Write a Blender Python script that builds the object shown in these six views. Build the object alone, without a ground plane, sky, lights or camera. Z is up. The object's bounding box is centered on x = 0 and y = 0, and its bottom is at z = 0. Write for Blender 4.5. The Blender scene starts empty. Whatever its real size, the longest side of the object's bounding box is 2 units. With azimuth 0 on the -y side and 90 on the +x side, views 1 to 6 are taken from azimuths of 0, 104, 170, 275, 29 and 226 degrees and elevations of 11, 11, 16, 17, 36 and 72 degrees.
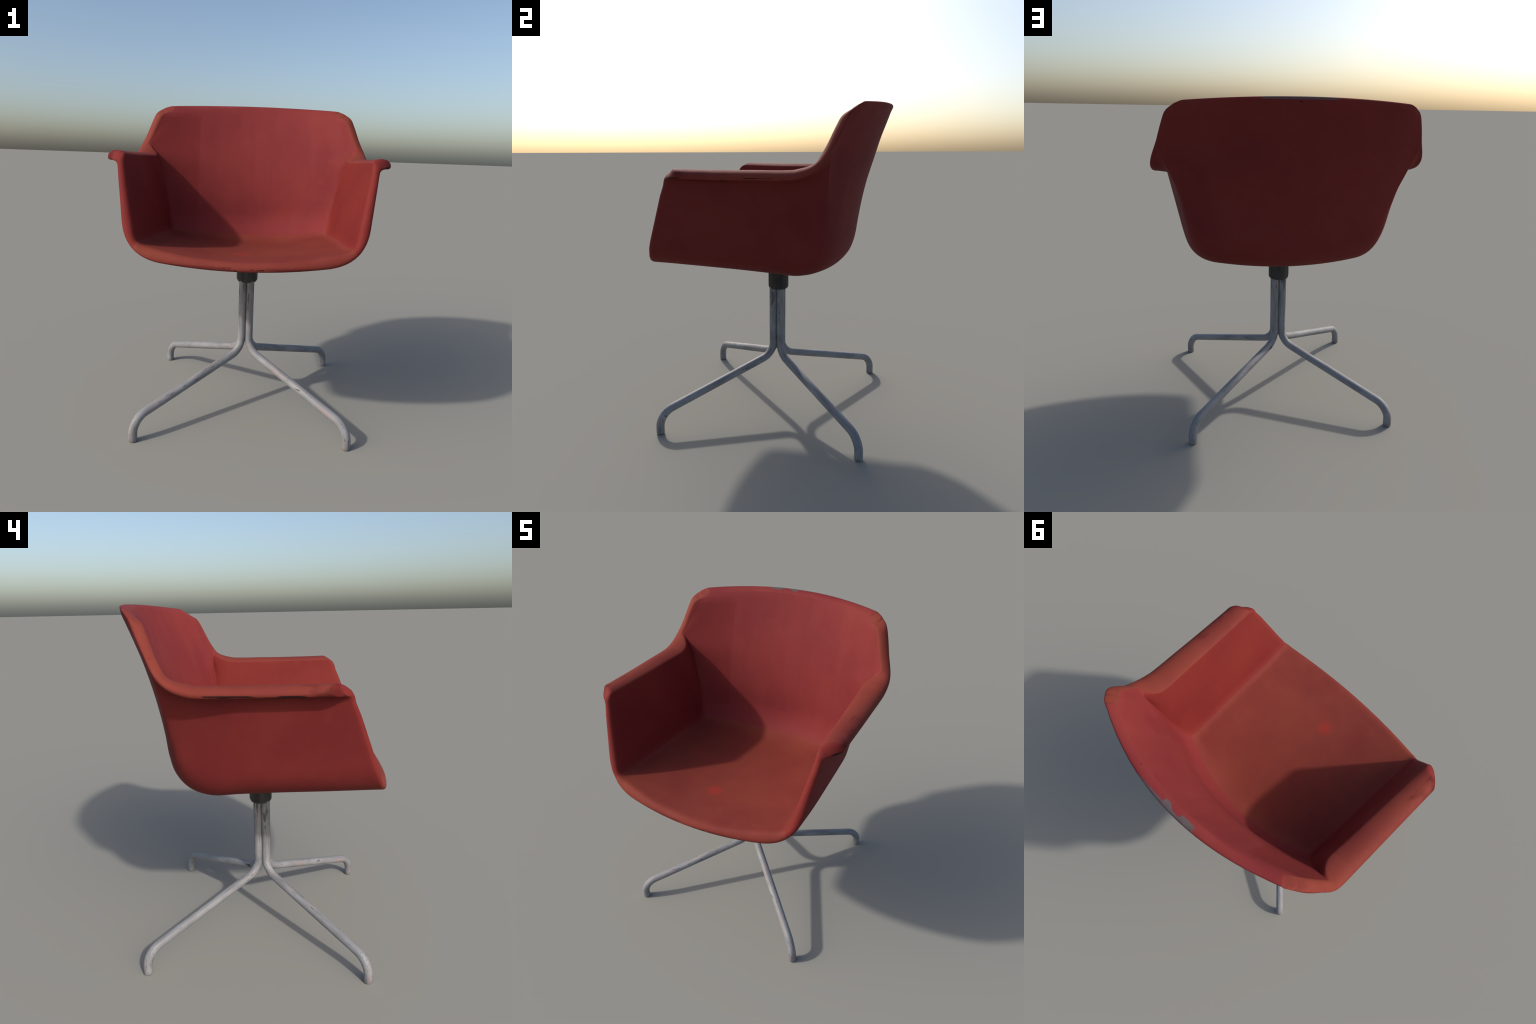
"""Red moulded tub armchair on a four-tube swivel pedestal."""
import bpy, bmesh, math
import numpy as np
from mathutils import Vector

# ------------------------------------------------------------------ helpers
def link(obj, parent=None):
    bpy.context.scene.collection.objects.link(obj)
    if parent:
        obj.parent = parent
    return obj

def unit(v):
    return v / np.maximum(np.linalg.norm(v, axis=-1, keepdims=True), 1e-9)

def spline(P, n):
    """Catmull-Rom through the stations, n samples, station index as parameter."""
    P = np.asarray(P, float)
    k = len(P)
    Q = np.vstack([2 * P[0] - P[1], P, 2 * P[-1] - P[-2]])
    out = []
    for t in np.linspace(0, k - 1, n):
        i = min(int(t), k - 2)
        f = t - i
        a, b, c, d = Q[i], Q[i + 1], Q[i + 2], Q[i + 3]
        out.append(0.5 * (2 * b + (c - a) * f + (2 * a - 5 * b + 4 * c - d) * f ** 2
                          + (3 * b - a - 3 * c + d) * f ** 3))
    return np.array(out)

# ------------------------------------------------------------------ shell
# The tub is one bent sheet.  Stations run from the front edge of the seat, along
# the floor, up the back to the top edge.  At each station the half section goes
# from the spine (x = 0) over a corner to the rim, where the arm lip rolls outward.
STATIONS = [
    # spine y, z      corner x, y, z          rim x, y, z          lip  fillet
    (-0.705, 1.036, 0.642, -0.632, 1.089, 0.720, -0.466, 1.580, 1.000, 0.190),
    (-0.437, 1.042, 0.631, -0.402, 1.074, 0.721, -0.299, 1.577, 1.000, 0.160),
    (-0.140, 1.025, 0.615, -0.143, 1.059, 0.721, -0.097, 1.574, 1.000, 0.160),
    (0.091, 1.001, 0.602, 0.060, 1.048, 0.719, 0.063, 1.574, 1.000, 0.160),
    (0.265, 0.992, 0.588, 0.207, 1.040, 0.704, 0.162, 1.573, 1.000, 0.137),
    (0.388, 1.020, 0.572, 0.319, 1.074, 0.696, 0.223, 1.574, 1.000, 0.137),
    (0.468, 1.090, 0.578, 0.384, 1.163, 0.694, 0.263, 1.578, 1.000, 0.127),
    (0.505, 1.179, 0.581, 0.408, 1.268, 0.695, 0.291, 1.593, 1.000, 0.140),
    (0.524, 1.300, 0.601, 0.413, 1.386, 0.708, 0.315, 1.627, 1.000, 0.110),
    (0.546, 1.430, 0.647, 0.415, 1.497, 0.713, 0.339, 1.653, 0.850, 0.090),
    (0.575, 1.559, 0.685, 0.424, 1.606, 0.750, 0.376, 1.662, 0.500, 0.080),
    (0.614, 1.690, 0.691, 0.451, 1.712, 0.764, 0.417, 1.695, 0.150, 0.060),
    (0.649, 1.808, 0.685, 0.495, 1.807, 0.741, 0.466, 1.782, 0.000, 0.060),
    (0.685, 1.908, 0.650, 0.547, 1.896, 0.710, 0.511, 1.873, 0.000, 0.050),
    (0.703, 1.959, 0.634, 0.572, 1.940, 0.688, 0.535, 1.924, 0.000, 0.050),
    (0.717, 1.990, 0.603, 0.586, 1.969, 0.648, 0.565, 1.957, 0.000, 0.050),
]
# inner face of the moulding: spine y, z / corner x, y, z / wall thickness at the rim
INNER = [
    (-0.686, 1.084, 0.585, -0.612, 1.153, 0.036),
    (-0.450, 1.076, 0.574, -0.410, 1.138, 0.043),
    (-0.150, 1.061, 0.565, -0.150, 1.130, 0.050),
    (0.080, 1.047, 0.557, 0.050, 1.118, 0.056),
    (0.250, 1.040, 0.552, 0.170, 1.111, 0.060),
    (0.352, 1.056, 0.547, 0.250, 1.113, 0.063),
    (0.418, 1.098, 0.550, 0.285, 1.150, 0.065),
    (0.456, 1.190, 0.566, 0.319, 1.250, 0.065),
    (0.470, 1.330, 0.590, 0.343, 1.360, 0.045),
    (0.488, 1.450, 0.618, 0.363, 1.470, 0.047),
    (0.515, 1.575, 0.645, 0.374, 1.585, 0.054),
    (0.550, 1.700, 0.660, 0.408, 1.690, 0.056),
    (0.595, 1.810, 0.648, 0.444, 1.790, 0.064),
    (0.633, 1.905, 0.612, 0.489, 1.877, 0.070),
    (0.650, 1.950, 0.592, 0.516, 1.918, 0.070),
    (0.662, 1.980, 0.567, 0.546, 1.944, 0.068),
]
SWEEP = (6.0, 11.4)  # stations between which the rim leaves the arm for the back
NT = 151           # samples along the sheet
N_FLOOR, N_FIL, N_WALL = 22, 12, 16

# lip section: (outward, upward) from the rim point, in metres
LIP = [(-.003, -.030), (.001, -.014), (.009, -.003), (.022, .003), (.038, .005), (.056, .006), (.070, .011),
       (.077, .021), (.075, .034), (.064, .047), (.044, .057), (.020, .061), (-.006, .0585), (-.024, .0525),
       (-.036, .046), (-.041, .042), (-.0435, .038), (-.0445, .033), (-.048, .012), (-.054, -.030)]
N_UNDER = 6        # lip columns that face down or out, below the roll

def half_round(n, th):
    out = []
    for i in range(n):
        f = i / (n - 1)
        if f < .2:
            out.append((0, -.03 + .03 * f / .2))
        elif f > .8:
            out.append((-th, -.03 + .03 * (1 - f) / .2))
        else:
            a = math.pi * (f - .2) / .6
            out.append((-th / 2 + th / 2 * math.cos(a), th / 2 * math.sin(a)))
    return np.array(out)

def section_curve(C, K, R, fil, stop):
    """Points from spine C over corner K towards rim R (ends `stop` short of it)."""
    wall = R - K
    Lw = np.linalg.norm(wall)
    wd = wall / max(Lw, 1e-6)
    fw = min(fil, .6 * Lw)
    span = K[0]
    ua = 1 - min(fil / span, .6)
    def floor(u):
        p = C + (K - C) * (u * u)
        p[0] = K[0] * u
        return p
    pts = [floor(ua * i / N_FLOOR) for i in range(N_FLOOR)]
    A = floor(ua)
    B = K + wd * fw
    # corner control where the floor tangent and the wall meet
    for i in range(N_FIL):
        f = i / N_FIL
        pts.append((1 - f) ** 2 * A + 2 * f * (1 - f) * K + f * f * B)
    E = R - wd * min(stop, .35 * Lw)
    for i in range(N_WALL):
        f = i / N_WALL
        pts.append(B + (E - B) * f)
    return pts, wd

def build_shell(stations=STATIONS, inner=INNER, nt=NT):
    S, I = np.array(stations), np.array(inner)
    zero = np.zeros((len(S), 1))
    C = spline(np.hstack([zero, S[:, 0:2]]), nt); K = spline(S[:, 2:5], nt); R = spline(S[:, 5:8], nt)
    lip = np.clip(spline(S[:, 8:9], nt)[:, 0], 0, 1); fil = spline(S[:, 9:10], nt)[:, 0]
    Ci = spline(np.hstack([zero, I[:, 0:2]]), nt); Ki = spline(I[:, 2:5], nt); th = spline(I[:, 5:6], nt)[:, 0]
    tC = unit(np.gradient(C, axis=0)); tR = unit(np.gradient(R, axis=0))
    hr0 = half_round(len(LIP), 1.0)
    L0 = np.array(LIP)
    rows, rims = [], []
    for i in range(nt):
        w = unit(R[i] - K[i])
        h = unit(w - tR[i] * (w @ tR[i]) * min(1, 2 * lip[i]))
        o = unit(np.cross(h, tR[i] * lip[i] + tC[i] * (1 - lip[i])))
        if o @ (Ki[i] - K[i]) > 0: o = -o
        q = np.clip(1 - lip[i] / .4, 0, 1)                            # plain edge: same offset as the corner
        o = unit(o * (1 - q) + unit(K[i] - Ki[i]) * q)
        # on the arms the lip lies level
        f = np.clip((lip[i] - .75) / .25, 0, 1)
        o = unit(o * (1 - f) + np.array([1, 0, 0]) * f)
        h = unit(h * (1 - f) + np.array([0, 0, 1]) * f); h = unit(h - o * (h @ o))
        hr = hr0.copy(); hr[:, 0] *= th[i]; hr[:, 1] = np.where(hr[:, 1] > 0, hr[:, 1] * th[i] * .8, hr[:, 1])
        L = L0.copy(); L[:, 0] = np.where(L[:, 0] < 0, L[:, 0] * th[i] / .04, L[:, 0])
        L[3:, 0] += max(0, .722 - R[i][0]) * f * (i < nt // 2)            # straight lip over the wall
        prof = hr * (1 - lip[i]) + L * lip[i]
        rims.append(np.array([R[i] + o * a + h * b for a, b in prof]))
    # the rim sweeps from the level arm up the edge of the back in one concave curve
    ia, ib = round(SWEEP[0] / (len(S) - 1) * (nt - 1)), round(SWEEP[1] / (len(S) - 1) * (nt - 1))
    A, B = rims[ia], rims[ib]
    dA, dB = unit(A - rims[ia - 2]), unit(rims[ib + 2] - B)
    span = np.linalg.norm(B - A, axis=1)[:, None]
    inner_edge = (np.arange(len(LIP)) >= 13)[:, None]
    wall_end = (np.arange(len(LIP)) < 3)[:, None]
    ha = np.where(inner_edge, .62, np.where(wall_end, .75, .42))
    hb = np.where(inner_edge, .30, np.where(wall_end, .22, .42))
    for i in range(ia + 1, ib):
        f = (i - ia) / (ib - ia)
        rims[i] = ((1 - f) ** 3 * A + 3 * f * (1 - f) ** 2 * (A + dA * span * ha)
                   + 3 * f * f * (1 - f) * (B - dB * span * hb) + f ** 3 * B)
    for i in range(nt):
        rim = list(rims[i])
        out, _ = section_curve(C[i], K[i], rim[0], fil[i], 0)
        inn, _ = section_curve(Ci[i], Ki[i], rim[-1], min(.05, fil[i]), 0)
        rows.append(np.array(out + rim + inn[::-1]))
    G = np.array(rows)                                                # nt x M x 3 half loop
    # round the arm tips, in plan and in side view, by pulling the lip end back
    for i in range(nt // 3):
        g = G[i]
        fall = np.clip(1 - (g[:, 1] + .47) / .25, 0, 1.02) ** 2
        plan = .085 * (np.clip(g[:, 0] - .70, 0, .1) / .1) ** 2 * (g[:, 2] > 1.5)
        side = .33 * np.clip(g[:, 2] - 1.55, 0, .1) + .034 * (np.clip(g[:, 2] - 1.59, 0, .05) / .05) ** 2
        g[:, 1] += fall * (plan + side)
    return G

def shell_mesh(G):
    """Full closed mesh from the half loop grid: sheet + rounded front and top edges."""
    nt, M, _ = G.shape
    n_out = N_FLOOR + N_FIL + N_WALL
    n_lip = len(LIP)
    # mirrored full loop: outer left rim -> ... use index j in half loop and sign
    # build end caps: half round between outer point j and its inner partner
    half = M // 2
    def cap(g, prev, bulge, straight):
        # partner of outer j is M-1-j
        o, n = g[:half], g[::-1][:half]
        d = unit((o - prev[:half]) + (n - prev[::-1][:half]))
        if straight:
            d[:] = d[0]
            k = np.clip((np.arange(half) - N_FLOOR) / (half - N_FLOOR), 0, 1)[:, None]
            bulge = bulge * (1 - .7 * k ** 2)                         # the top corner rounds off
        mid = []
        for k in range(1, 6):
            a = math.pi * k / 6
            w = (1 - math.cos(a)) / 2
            r = np.linalg.norm(n - o, axis=1)[:, None]
            mid.append(o * (1 - w) + n * w + d * math.sin(a) * np.minimum(bulge, r * .42))
        return mid                                                    # list of half-arrays
    verts, faces, tags, cache = [], [], [], {}
    def vid(key, p, mirror):
        if abs(p[0]) < 1e-6:
            mirror = False
        k = (key, mirror)
        if k not in cache:
            cache[k] = len(verts)
            verts.append((-p[0] if mirror else p[0], p[1], p[2]))
        return cache[k]
    def quad(keys, pts, mirror, tag):
        ids = [vid(k, p, mirror) for k, p in zip(keys, pts)]
        if mirror: ids.reverse()
        u = []
        for q in ids:
            if q not in u: u.append(q)
        if len(u) > 2:
            faces.append(u); tags.append(tag + (mirror,))
    def tag_of(i, j):
        """(part, face) of a grid cell: the creases of the tub divide the parts."""
        s = (i + .5) / (nt - 1) * (len(STATIONS) - 1)
        k = min(j, M - 2 - j)                                         # column counted from the spine
        face = 'outer' if j < n_out + N_UNDER else ('top' if j < n_out + n_lip - 4 else 'inner')
        if k < N_FLOOR + N_FIL // 2:
            return ('seat' if s < 5.55 else 'backrest', face)
        return ('armrest' if s < 9.2 else 'backrest', face)
    caps = {0: cap(G[0], G[2], .022, False), nt - 1: cap(G[-1], G[-3], .014, True)}
    for mirror in (False, True):
        for i in range(nt - 1):
            for j in range(M - 1):
                quad([(i, j), (i + 1, j), (i + 1, j + 1), (i, j + 1)],
                     [G[i, j], G[i + 1, j], G[i + 1, j + 1], G[i, j + 1]], mirror, tag_of(i, j))
        for i, mids in caps.items():
            cols = [([(i, j) for j in range(half)], G[i][:half])]
            for k, m in enumerate(mids):
                cols.append(([('c', i, k, j) for j in range(half)], m))
            cols.append(([(i, M - 1 - j) for j in range(half)], G[i][::-1][:half]))
            for (ka, pa), (kb, pb) in zip(cols, cols[1:]):
                for j in range(half - 1):
                    q = [ka[j], ka[j + 1], kb[j + 1], kb[j]]
                    p = [pa[j], pa[j + 1], pb[j + 1], pb[j]]
                    if i: q.reverse(); p.reverse()
                    quad(q, p, mirror, tag_of(min(i, nt - 2), j)[:1] + ('top' if i and j > n_out - 8 else 'edge',))
            # close the last strip at the lip end
            fan = [c[0][-1] for c in cols]; fp = [c[1][-1] for c in cols]
            if i: fan.reverse(); fp.reverse()
            quad(fan, fp, mirror, tag_of(min(i, nt - 2), half - 1)[:1] + ('top' if i else 'edge',))
    return verts, faces, tags

# ------------------------------------------------------------------ materials
def mat(name):
    m = bpy.data.materials.new(name)
    m.use_nodes = True
    nt = m.node_tree
    return m, nt, nt.nodes["Principled BSDF"]

def node(nt, kind, **inputs):
    n = nt.nodes.new(kind)
    for k, v in inputs.items():
        n.inputs[k.replace("_", " ")].default_value = v
    return n

def ramp(nt, src, stops):
    r = nt.nodes.new("ShaderNodeValToRGB")
    e = r.color_ramp.elements
    e[0].position, e[0].color = stops[0]
    e[1].position, e[1].color = stops[-1]
    for p, c in stops[1:-1]:
        x = e.new(p); x.color = c
    nt.links.new(src, r.inputs[0])
    return r.outputs[0]

def mix(nt, fac, a, b, blend='MIX'):
    m = nt.nodes.new("ShaderNodeMix"); m.data_type = 'RGBA'; m.blend_type = blend
    for sock, v in ((m.inputs[0], fac), (m.inputs[6], a), (m.inputs[7], b)):
        if hasattr(v, "is_linked"): nt.links.new(v, sock)
        else: sock.default_value = v
    return m.outputs[2]

def grey(v): return (v, v, v, 1)

def math_node(nt, op, a, b=0.0, c=None):
    n = nt.nodes.new("ShaderNodeMath"); n.operation = op
    for sock, v in zip(n.inputs, (a, b, c)):
        if v is None: continue
        if hasattr(v, "is_linked"): nt.links.new(v, sock)
        else: sock.default_value = v
    return n.outputs[0]

def window(nt, v, lo, hi, soft):
    """1 inside lo..hi, falling to 0 over `soft` outside."""
    mid, half = (lo + hi) / 2, (hi - lo) / 2
    d = math_node(nt, 'ABSOLUTE', math_node(nt, 'SUBTRACT', v, mid))
    m = nt.nodes.new("ShaderNodeMapRange")
    m.inputs[1].default_value, m.inputs[2].default_value = half, half + soft
    m.inputs[3].default_value, m.inputs[4].default_value = 1.0, 0.0
    nt.links.new(d, m.inputs[0])
    return m.outputs[0]

def times(nt, *vs):
    out = vs[0]
    for v in vs[1:]:
        out = math_node(nt, 'MULTIPLY', out, v)
    return out

def noise(nt, vec, scale, detail=3.0, stretch=(1, 1, 1), shift=(0, 0, 0), rough=.5):
    mp = nt.nodes.new("ShaderNodeMapping")
    mp.inputs["Scale"].default_value = stretch
    mp.inputs["Location"].default_value = shift
    nt.links.new(vec, mp.inputs["Vector"])
    n = node(nt, "ShaderNodeTexNoise", Scale=scale, Detail=detail, Roughness=rough)
    nt.links.new(mp.outputs[0], n.inputs["Vector"])
    return n.outputs["Fac"]

def step(nt, v, lo, hi):
    m = nt.nodes.new("ShaderNodeMapRange")
    m.inputs[1].default_value, m.inputs[2].default_value = lo, hi
    nt.links.new(v, m.inputs[0])
    return m.outputs[0]

BLACK = (.012, .006, .006, 1)

def red_plastic(name, base, kind):
    """Moulded red plastic with the wear that its part of the shell shows."""
    m, nt, b = mat(name)
    tc = nt.nodes.new("ShaderNodeTexCoord")
    P = tc.outputs["Object"]
    sep = nt.nodes.new("ShaderNodeSeparateXYZ"); nt.links.new(P, sep.inputs[0])
    x, y, z = sep.outputs
    ax = math_node(nt, 'ABSOLUTE', x)
    sh = lambda k, g=1.0, bl=1.0: (base[0] * k, base[1] * k * g, base[2] * k * bl, 1)
    # broad blotches of slightly different red
    blot = noise(nt, P, 3.2, 4.0)
    col = ramp(nt, blot, [(.30, sh(.90, .92, .98)), (.5, sh(1.0)), (.70, sh(1.08, 1.08, .96))])
    fine = noise(nt, P, 16.0, 4.0, shift=(3, 1, 7))
    col = mix(nt, times(nt, step(nt, fine, .55, .75), .35), col, sh(1.12, 1.2, 1.1))
    rough = noise(nt, P, 30.0, 3.0)
    if kind == 'back':
        # faint vertical brush streaks and the straight edge of a browner panel
        st = noise(nt, P, 1.0, 2.0, stretch=(26, 6, .8))
        col = mix(nt, times(nt, step(nt, st, .45, .62), .18), col, sh(.86, .92, 1.0))
        st2 = noise(nt, P, 1.0, 2.0, stretch=(15, 4, .5), shift=(9, 0, 2))
        col = mix(nt, times(nt, step(nt, st2, .5, .62), .16), col, sh(1.10, 1.16, 1.22))
        left_area = times(nt, window(nt, x, -.9, -.386, .003), window(nt, z, 1.2, 1.893, .004), window(nt, y, .30, 9, .1))
        col = mix(nt, times(nt, left_area, .5), col, sh(.88, .86, .72))
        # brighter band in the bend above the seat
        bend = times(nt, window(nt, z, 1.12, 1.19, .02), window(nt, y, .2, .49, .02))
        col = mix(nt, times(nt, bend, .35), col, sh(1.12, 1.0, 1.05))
    if kind == 'seat':
        # one repainted bright spot in front of the middle of the seat
        v = nt.nodes.new("ShaderNodeVectorMath"); v.operation = 'DISTANCE'
        nt.links.new(P, v.inputs[0]); v.inputs[1].default_value = (-.02, -.398, 1.078)
        spot = times(nt, step(nt, v.outputs["Value"], .062, .012), step(nt, blot, .2, .5))
        col = mix(nt, times(nt, spot, .75), col, (.30, .028, .018, 1))
        # scuffed lower front edge: darker flakes with hard borders
        flake = noise(nt, P, 1.0, 1.0, stretch=(7, 2, 22), shift=(.3, 0, .2))
        edge = times(nt, window(nt, z, .9, 1.062, .003), window(nt, y, -.9, -.60, .01))
        col = mix(nt, times(nt, edge, step(nt, flake, .47, .485), .75), col, (.125, .020, .018, 1))
        nick = noise(nt, P, 1.0, 2.0, stretch=(16, 4, 60), shift=(2, 0, .5))
        low = times(nt, window(nt, z, .9, 1.056, .003), window(nt, y, -.9, -.62, .01))
        col = mix(nt, times(nt, low, step(nt, nick, .63, .66)), col, BLACK)
    if kind in ('arm', 'top'):
        # black gaps and nicks along the lower edge of the arm lip
        line = times(nt, window(nt, z, 1.586, 1.596, .002), window(nt, ax, .757, .9, .004))
        gap = noise(nt, P, 1.0, 2.0, stretch=(3, 5, 45), shift=(.6, .2, 0))
        col = mix(nt, times(nt, line, step(nt, gap, .52, .56), .9), col, BLACK)
        grime = times(nt, noise(nt, P, 9.0, 4.0, stretch=(1, .6, 1)), window(nt, ax, .735, .9, .01),
                      window(nt, y, -.50, -.10, .1), window(nt, z, 1.57, 1.65, .01))
        col = mix(nt, step(nt, grime, .50, .64), col, sh(.55, .75, .8))
        col = mix(nt, times(nt, step(nt, noise(nt, P, 26.0, 2.0, shift=(4, 0, 0)), .70, .73),
                           window(nt, y, -.5, -.40, .01), window(nt, z, 1.56, 1.62, .01)), col, BLACK)
    if kind in ('rim', 'back'):
        # chips along the outer edge of the back, and bare grey patches on the top edge
        chip = noise(nt, P, 1.0, 2.0, stretch=(30, 30, 9), shift=(1, 5, 0))
        side = times(nt, window(nt, ax, .715, .9, .006), window(nt, z, 1.64, 1.93, .02))
        col = mix(nt, times(nt, side, step(nt, chip, .74, .77), .6), col, BLACK)
        flake = nt.nodes.new("ShaderNodeTexVoronoi"); flake.inputs["Scale"].default_value = 1.0
        mp = nt.nodes.new("ShaderNodeMapping"); mp.inputs["Scale"].default_value = (9, 26, 26)
        mp.inputs["Rotation"].default_value = (0, 0, .35)
        nt.links.new(P, mp.inputs["Vector"]); nt.links.new(mp.outputs[0], flake.inputs["Vector"])
        sel = nt.nodes.new("ShaderNodeSeparateColor"); nt.links.new(flake.outputs["Color"], sel.inputs[0])
        bare = times(nt, window(nt, x, -.15, .10, .02), window(nt, z, 1.994, 2.1, .002),
                     step(nt, sel.outputs[0], .74, .76))
        strip = times(nt, window(nt, x, -.16, .25, .02), window(nt, z, 1.985, 2.1, .002),
                      window(nt, y, .700, .9, .003))
        grey_c = mix(nt, noise(nt, P, 40.0, 2.0), (.085, .055, .057, 1), (.12, .095, .098, 1))
        col = mix(nt, math_node(nt, 'MAXIMUM', bare, times(nt, strip, .85)), col, grey_c)
        nicks = times(nt, step(nt, noise(nt, P, 1.0, 2.0, stretch=(14, 20, 50), shift=(0, 0, 3)), .69, .72),
                      window(nt, z, 1.972, 1.99, .003), window(nt, y, .55, .9, .01))
        col = mix(nt, nicks, col, BLACK)
    nt.links.new(col, b.inputs["Base Color"])
    rr = nt.nodes.new("ShaderNodeMapRange")
    rr.inputs[3].default_value, rr.inputs[4].default_value = .66, .82
    nt.links.new(rough, rr.inputs[0]); nt.links.new(rr.outputs[0], b.inputs["Roughness"])
    b.inputs["Specular IOR Level"].default_value = .15
    bump = node(nt, "ShaderNodeBump", Strength=.06, Distance=.01)
    nt.links.new(fine, bump.inputs["Height"]); nt.links.new(bump.outputs[0], b.inputs["Normal"])
    return m

def shell_materials():
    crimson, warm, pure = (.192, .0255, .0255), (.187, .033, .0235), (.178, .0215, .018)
    shade_darkened = (.152, .0190, .0178)                                        # outside of the tub: same red, darkened partway to its baked-in shade
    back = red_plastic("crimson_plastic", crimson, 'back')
    rim = red_plastic("crimson_rim_plastic", crimson, 'rim')
    outside = red_plastic("shade_darkened_back_plastic", shade_darkened, 'rim')
    flank = red_plastic("shade_darkened_flank_plastic", shade_darkened, 'arm')
    warm_rim = red_plastic("warm_rim_plastic", warm, 'rim')
    seat = red_plastic("warm_red_plastic", warm, 'seat')
    top = red_plastic("warm_arm_plastic", warm, 'top')
    arm = red_plastic("bright_red_plastic", pure, 'arm')
    under = red_plastic("shade_darkened_under_plastic", shade_darkened, 'plain')
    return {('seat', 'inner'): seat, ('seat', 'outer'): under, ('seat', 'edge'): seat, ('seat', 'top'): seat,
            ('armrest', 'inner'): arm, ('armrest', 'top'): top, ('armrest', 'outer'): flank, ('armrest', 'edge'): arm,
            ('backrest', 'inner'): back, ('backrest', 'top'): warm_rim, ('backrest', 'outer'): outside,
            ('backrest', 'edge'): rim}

def painted_steel():
    """Grey painted tube: streaks, pinkish wear and dark scratches run along the leg."""
    m, nt, b = mat("painted_steel")
    tc = nt.nodes.new("ShaderNodeTexCoord")
    info = nt.nodes.new("ShaderNodeObjectInfo")
    mp = nt.nodes.new("ShaderNodeMapping"); mp.inputs["Rotation"].default_value = (0, 0, -math.pi / 4)
    nt.links.new(tc.outputs["Object"], mp.inputs["Vector"])            # x runs along the leg
    off = nt.nodes.new("ShaderNodeVectorMath"); off.operation = 'ADD'
    seed = nt.nodes.new("ShaderNodeCombineXYZ")
    nt.links.new(math_node(nt, 'MULTIPLY', info.outputs["Random"], 37.0), seed.inputs[0])
    nt.links.new(mp.outputs[0], off.inputs[0]); nt.links.new(seed.outputs[0], off.inputs[1])
    P = off.outputs[0]
    sep = nt.nodes.new("ShaderNodeSeparateXYZ"); nt.links.new(mp.outputs[0], sep.inputs[0])
    r, z = sep.outputs[0], sep.outputs[2]
    base = noise(nt, P, 1.0, 4.0, stretch=(6, 40, 12))
    col = ramp(nt, base, [(.3, (.175, .175, .182, 1)), (.5, (.225, .227, .233, 1)), (.7, (.275, .277, .283, 1))])  # greys lowered a little toward the shadow tone baked on the tubes
    pink = noise(nt, P, 1.0, 3.0, stretch=(5, 45, 9), shift=(0, 4, 1))
    col = mix(nt, times(nt, step(nt, pink, .54, .72), .38), col, (.36, .22, .21, 1))
    brown = noise(nt, P, 1.0, 3.0, stretch=(3.5, 18, 5), shift=(5, 2, 8))
    col = mix(nt, times(nt, step(nt, brown, .55, .75), .35), col, (.14, .125, .115, 1))
    # scratches: along the sloping span, and upright ones on the stem and foot
    span = noise(nt, P, 1.0, 2.0, stretch=(13, 230, 36), shift=(1, 0, 3))
    col = mix(nt, times(nt, step(nt, span, .675, .70), window(nt, r, .10, .84, .03), .9), col, (.035, .030, .035, 1))
    up = noise(nt, P, 1.0, 2.0, stretch=(190, 190, 9), shift=(1, 6, 3))
    foot = math_node(nt, 'MAXIMUM', window(nt, r, .835, 1.0, .01), times(nt, window(nt, r, -.1, .08, .02), .7))
    col = mix(nt, times(nt, step(nt, up, .64, .67), foot, .85), col, (.045, .038, .04, 1))
    # black grease below the collar
    grease = times(nt, noise(nt, P, 1.0, 3.0, stretch=(40, 40, 9), shift=(2, 2, 2)), window(nt, z, .66, .86, .08),
                   window(nt, r, -.1, .2, .01))
    col = mix(nt, times(nt, step(nt, grease, .56, .64), .7), col, (.03, .027, .027, 1))
    nt.links.new(col, b.inputs["Base Color"])
    b.inputs["Roughness"].default_value = .55
    b.inputs["Specular IOR Level"].default_value = .35
    return m

def dark_collar():
    m, nt, b = mat("dark_collar_plastic")
    tc = nt.nodes.new("ShaderNodeTexCoord")
    n = noise(nt, tc.outputs["Object"], 1.0, 3.0, stretch=(28, 28, 5))
    col = ramp(nt, n, [(.35, (.028, .027, .027, 1)), (.65, (.055, .052, .050, 1))])
    nt.links.new(col, b.inputs["Base Color"])
    b.inputs["Roughness"].default_value = .6
    b.inputs["Specular IOR Level"].default_value = .3
    return m

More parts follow.
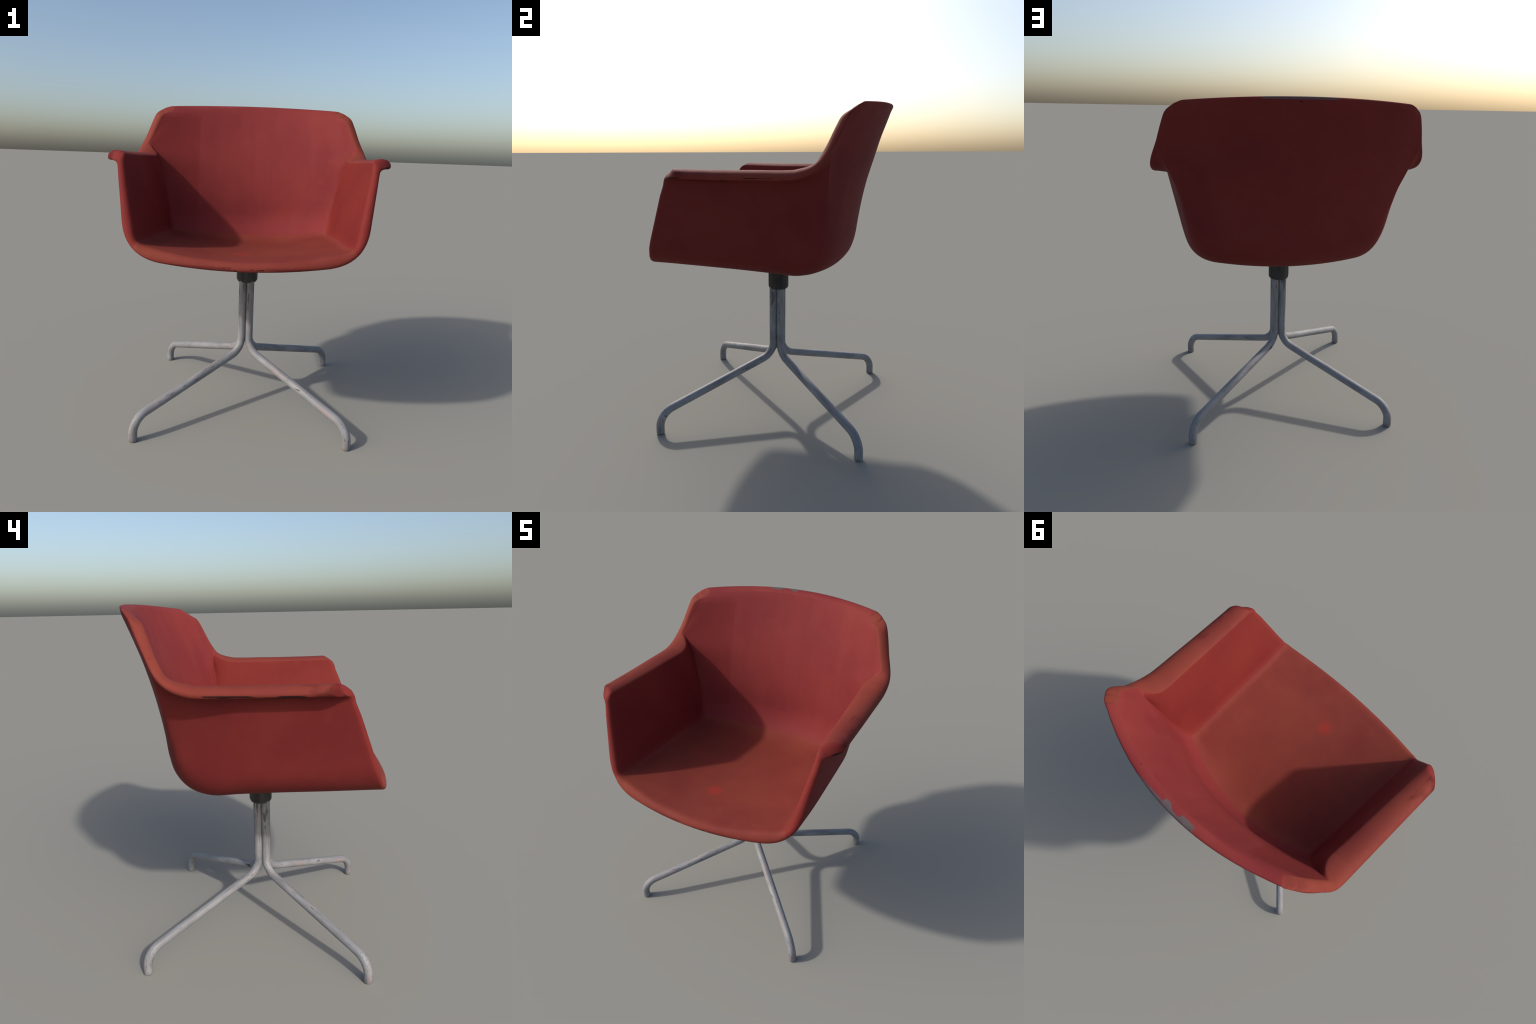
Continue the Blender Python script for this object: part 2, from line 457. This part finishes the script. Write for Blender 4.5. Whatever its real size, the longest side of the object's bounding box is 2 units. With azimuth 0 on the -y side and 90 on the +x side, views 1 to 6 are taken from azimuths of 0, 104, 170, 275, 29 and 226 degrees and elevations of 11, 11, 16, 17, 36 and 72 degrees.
# ------------------------------------------------------------------ legs
TUBE_R = .0253
def leg_path():
    """Leg centre line in (radial coordinate along x = y, z)."""
    a, foot = .0243, .6125
    V = [(a, .90), (a, .357), (foot, .129), (foot, 0.)]
    cut = [(.075, .085), (.085, .085)]
    path = [np.array([a, .95]), np.array([a, .75]), np.array([a, .55])]
    for q in (1, 2):
        p0, p1, p2 = (np.array(V[q - 1]), np.array(V[q]), np.array(V[q + 1]))
        sc = np.array([math.sqrt(2), 1])
        d0 = (p0 - p1); d0 /= np.linalg.norm(d0 * sc)
        d1 = (p2 - p1); d1 /= np.linalg.norm(d1 * sc)
        A, B = p1 + d0 * cut[q - 1][0], p1 + d1 * cut[q - 1][1]
        for i in range(11):
            f = i / 10
            # cubic with handles close to a circular arc
            h0, h1 = A + (p1 - A) * .56, B + (p1 - B) * .56
            path.append((1 - f) ** 3 * A + 3 * f * (1 - f) ** 2 * h0 + 3 * f * f * (1 - f) * h1 + f ** 3 * B)
        if q == 1:
            C = np.array(V[2]) + (np.array(V[1]) - np.array(V[2])) / np.linalg.norm((np.array(V[1]) - np.array(V[2])) * sc) * cut[1][0]
            for f in np.linspace(0, 1, 10)[1:-1]:
                path.append(B + (C - B) * f)
    path.append(np.array([foot, .03])); path.append(np.array([foot, .004])); path.append(np.array([foot, 0.]))
    return np.array(path)

def leg_mesh(name, sx, sy, n=20):
    P = leg_path()
    pts = np.column_stack([P[:, 0] * sx, P[:, 0] * sy, P[:, 1]])
    tang = unit(np.gradient(pts, axis=0))
    side = unit(np.array([-sy, sx, 0.]))
    verts, faces = [], []
    for i, (p, t) in enumerate(zip(pts, tang)):
        up = np.cross(side, t)
        r = TUBE_R * (.9 if i == len(pts) - 1 else 1)
        for k in range(n):
            a = 2 * math.pi * k / n
            verts.append(tuple(p + r * (math.cos(a) * side + math.sin(a) * up)))
    for i in range(len(pts) - 1):
        for k in range(n):
            k2 = (k + 1) % n
            faces.append((i * n + k, i * n + k2, (i + 1) * n + k2, (i + 1) * n + k))
    faces.append(tuple(range(n))[::-1])
    faces.append(tuple((len(pts) - 1) * n + k for k in range(n)))
    me = bpy.data.meshes.new(name)
    me.from_pydata(verts, [], faces)
    bm = bmesh.new(); bm.from_mesh(me); bmesh.ops.recalc_face_normals(bm, faces=bm.faces); bm.to_mesh(me); bm.free()
    for p in me.polygons: p.use_smooth = len(p.vertices) == 4
    return me

def collar_mesh(name, n=12):
    prof = [(.0, .818), (.052, .818), (.060, .820), (.0675, .832), (.069, .84), (.069, 1.0), (0, 1.0)]
    verts, faces = [], []
    for r, z in prof:
        for k in range(n):
            a = 2 * math.pi * k / n
            verts.append((r * math.cos(a), r * math.sin(a) + .006, z))
    for i in range(len(prof) - 1):
        for k in range(n):
            k2 = (k + 1) % n
            faces.append((i * n + k, i * n + k2, (i + 1) * n + k2, (i + 1) * n + k))
    me = bpy.data.meshes.new(name)
    me.from_pydata(verts, [], faces)
    bm = bmesh.new(); bm.from_mesh(me)
    bmesh.ops.remove_doubles(bm, verts=bm.verts, dist=1e-5)
    bmesh.ops.recalc_face_normals(bm, faces=bm.faces); bm.to_mesh(me); bm.free()
    me.shade_smooth()
    me.set_sharp_from_angle(angle=math.radians(24))
    return me

# ------------------------------------------------------------------ assemble
chair = link(bpy.data.objects.new("armchair", None))
chair["label"] = "red moulded tub armchair on a grey four-leg swivel pedestal"
chair["category"] = "chair"

G = build_shell()
verts, faces, tags = shell_mesh(G)
whole = bpy.data.meshes.new("shell_whole")
whole.from_pydata(verts, [], faces)
bm = bmesh.new(); bm.from_mesh(whole)
bmesh.ops.recalc_face_normals(bm, faces=bm.faces)
bm.to_mesh(whole); bm.free()
whole.shade_smooth()
whole.update()
V = np.array([v.co for v in whole.vertices]); VN = np.array([n.vector for n in whole.vertex_normals])

MATS = shell_materials()
groups = {}
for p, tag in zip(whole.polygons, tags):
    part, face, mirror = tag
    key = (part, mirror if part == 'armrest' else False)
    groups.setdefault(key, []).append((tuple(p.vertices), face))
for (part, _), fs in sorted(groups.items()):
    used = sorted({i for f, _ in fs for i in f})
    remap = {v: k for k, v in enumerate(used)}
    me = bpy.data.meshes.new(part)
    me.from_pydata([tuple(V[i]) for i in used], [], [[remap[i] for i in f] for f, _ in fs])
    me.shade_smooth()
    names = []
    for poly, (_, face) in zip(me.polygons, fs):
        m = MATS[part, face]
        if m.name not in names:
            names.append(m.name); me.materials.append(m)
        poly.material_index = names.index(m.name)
    me.normals_split_custom_set_from_vertices([tuple(VN[i]) for i in used])
    link(bpy.data.objects.new(part, me), chair)
bpy.data.meshes.remove(whole)

steel = painted_steel()
leg_data = leg_mesh("leg", 1, 1)
leg_data.materials.append(steel)
for k in range(4):
    leg = link(bpy.data.objects.new("leg", leg_data), chair)
    leg.rotation_euler = (0, 0, k * math.pi / 2)
cm = collar_mesh("swivel_collar"); cm.materials.append(dark_collar())
link(bpy.data.objects.new("swivel_collar", cm), chair)
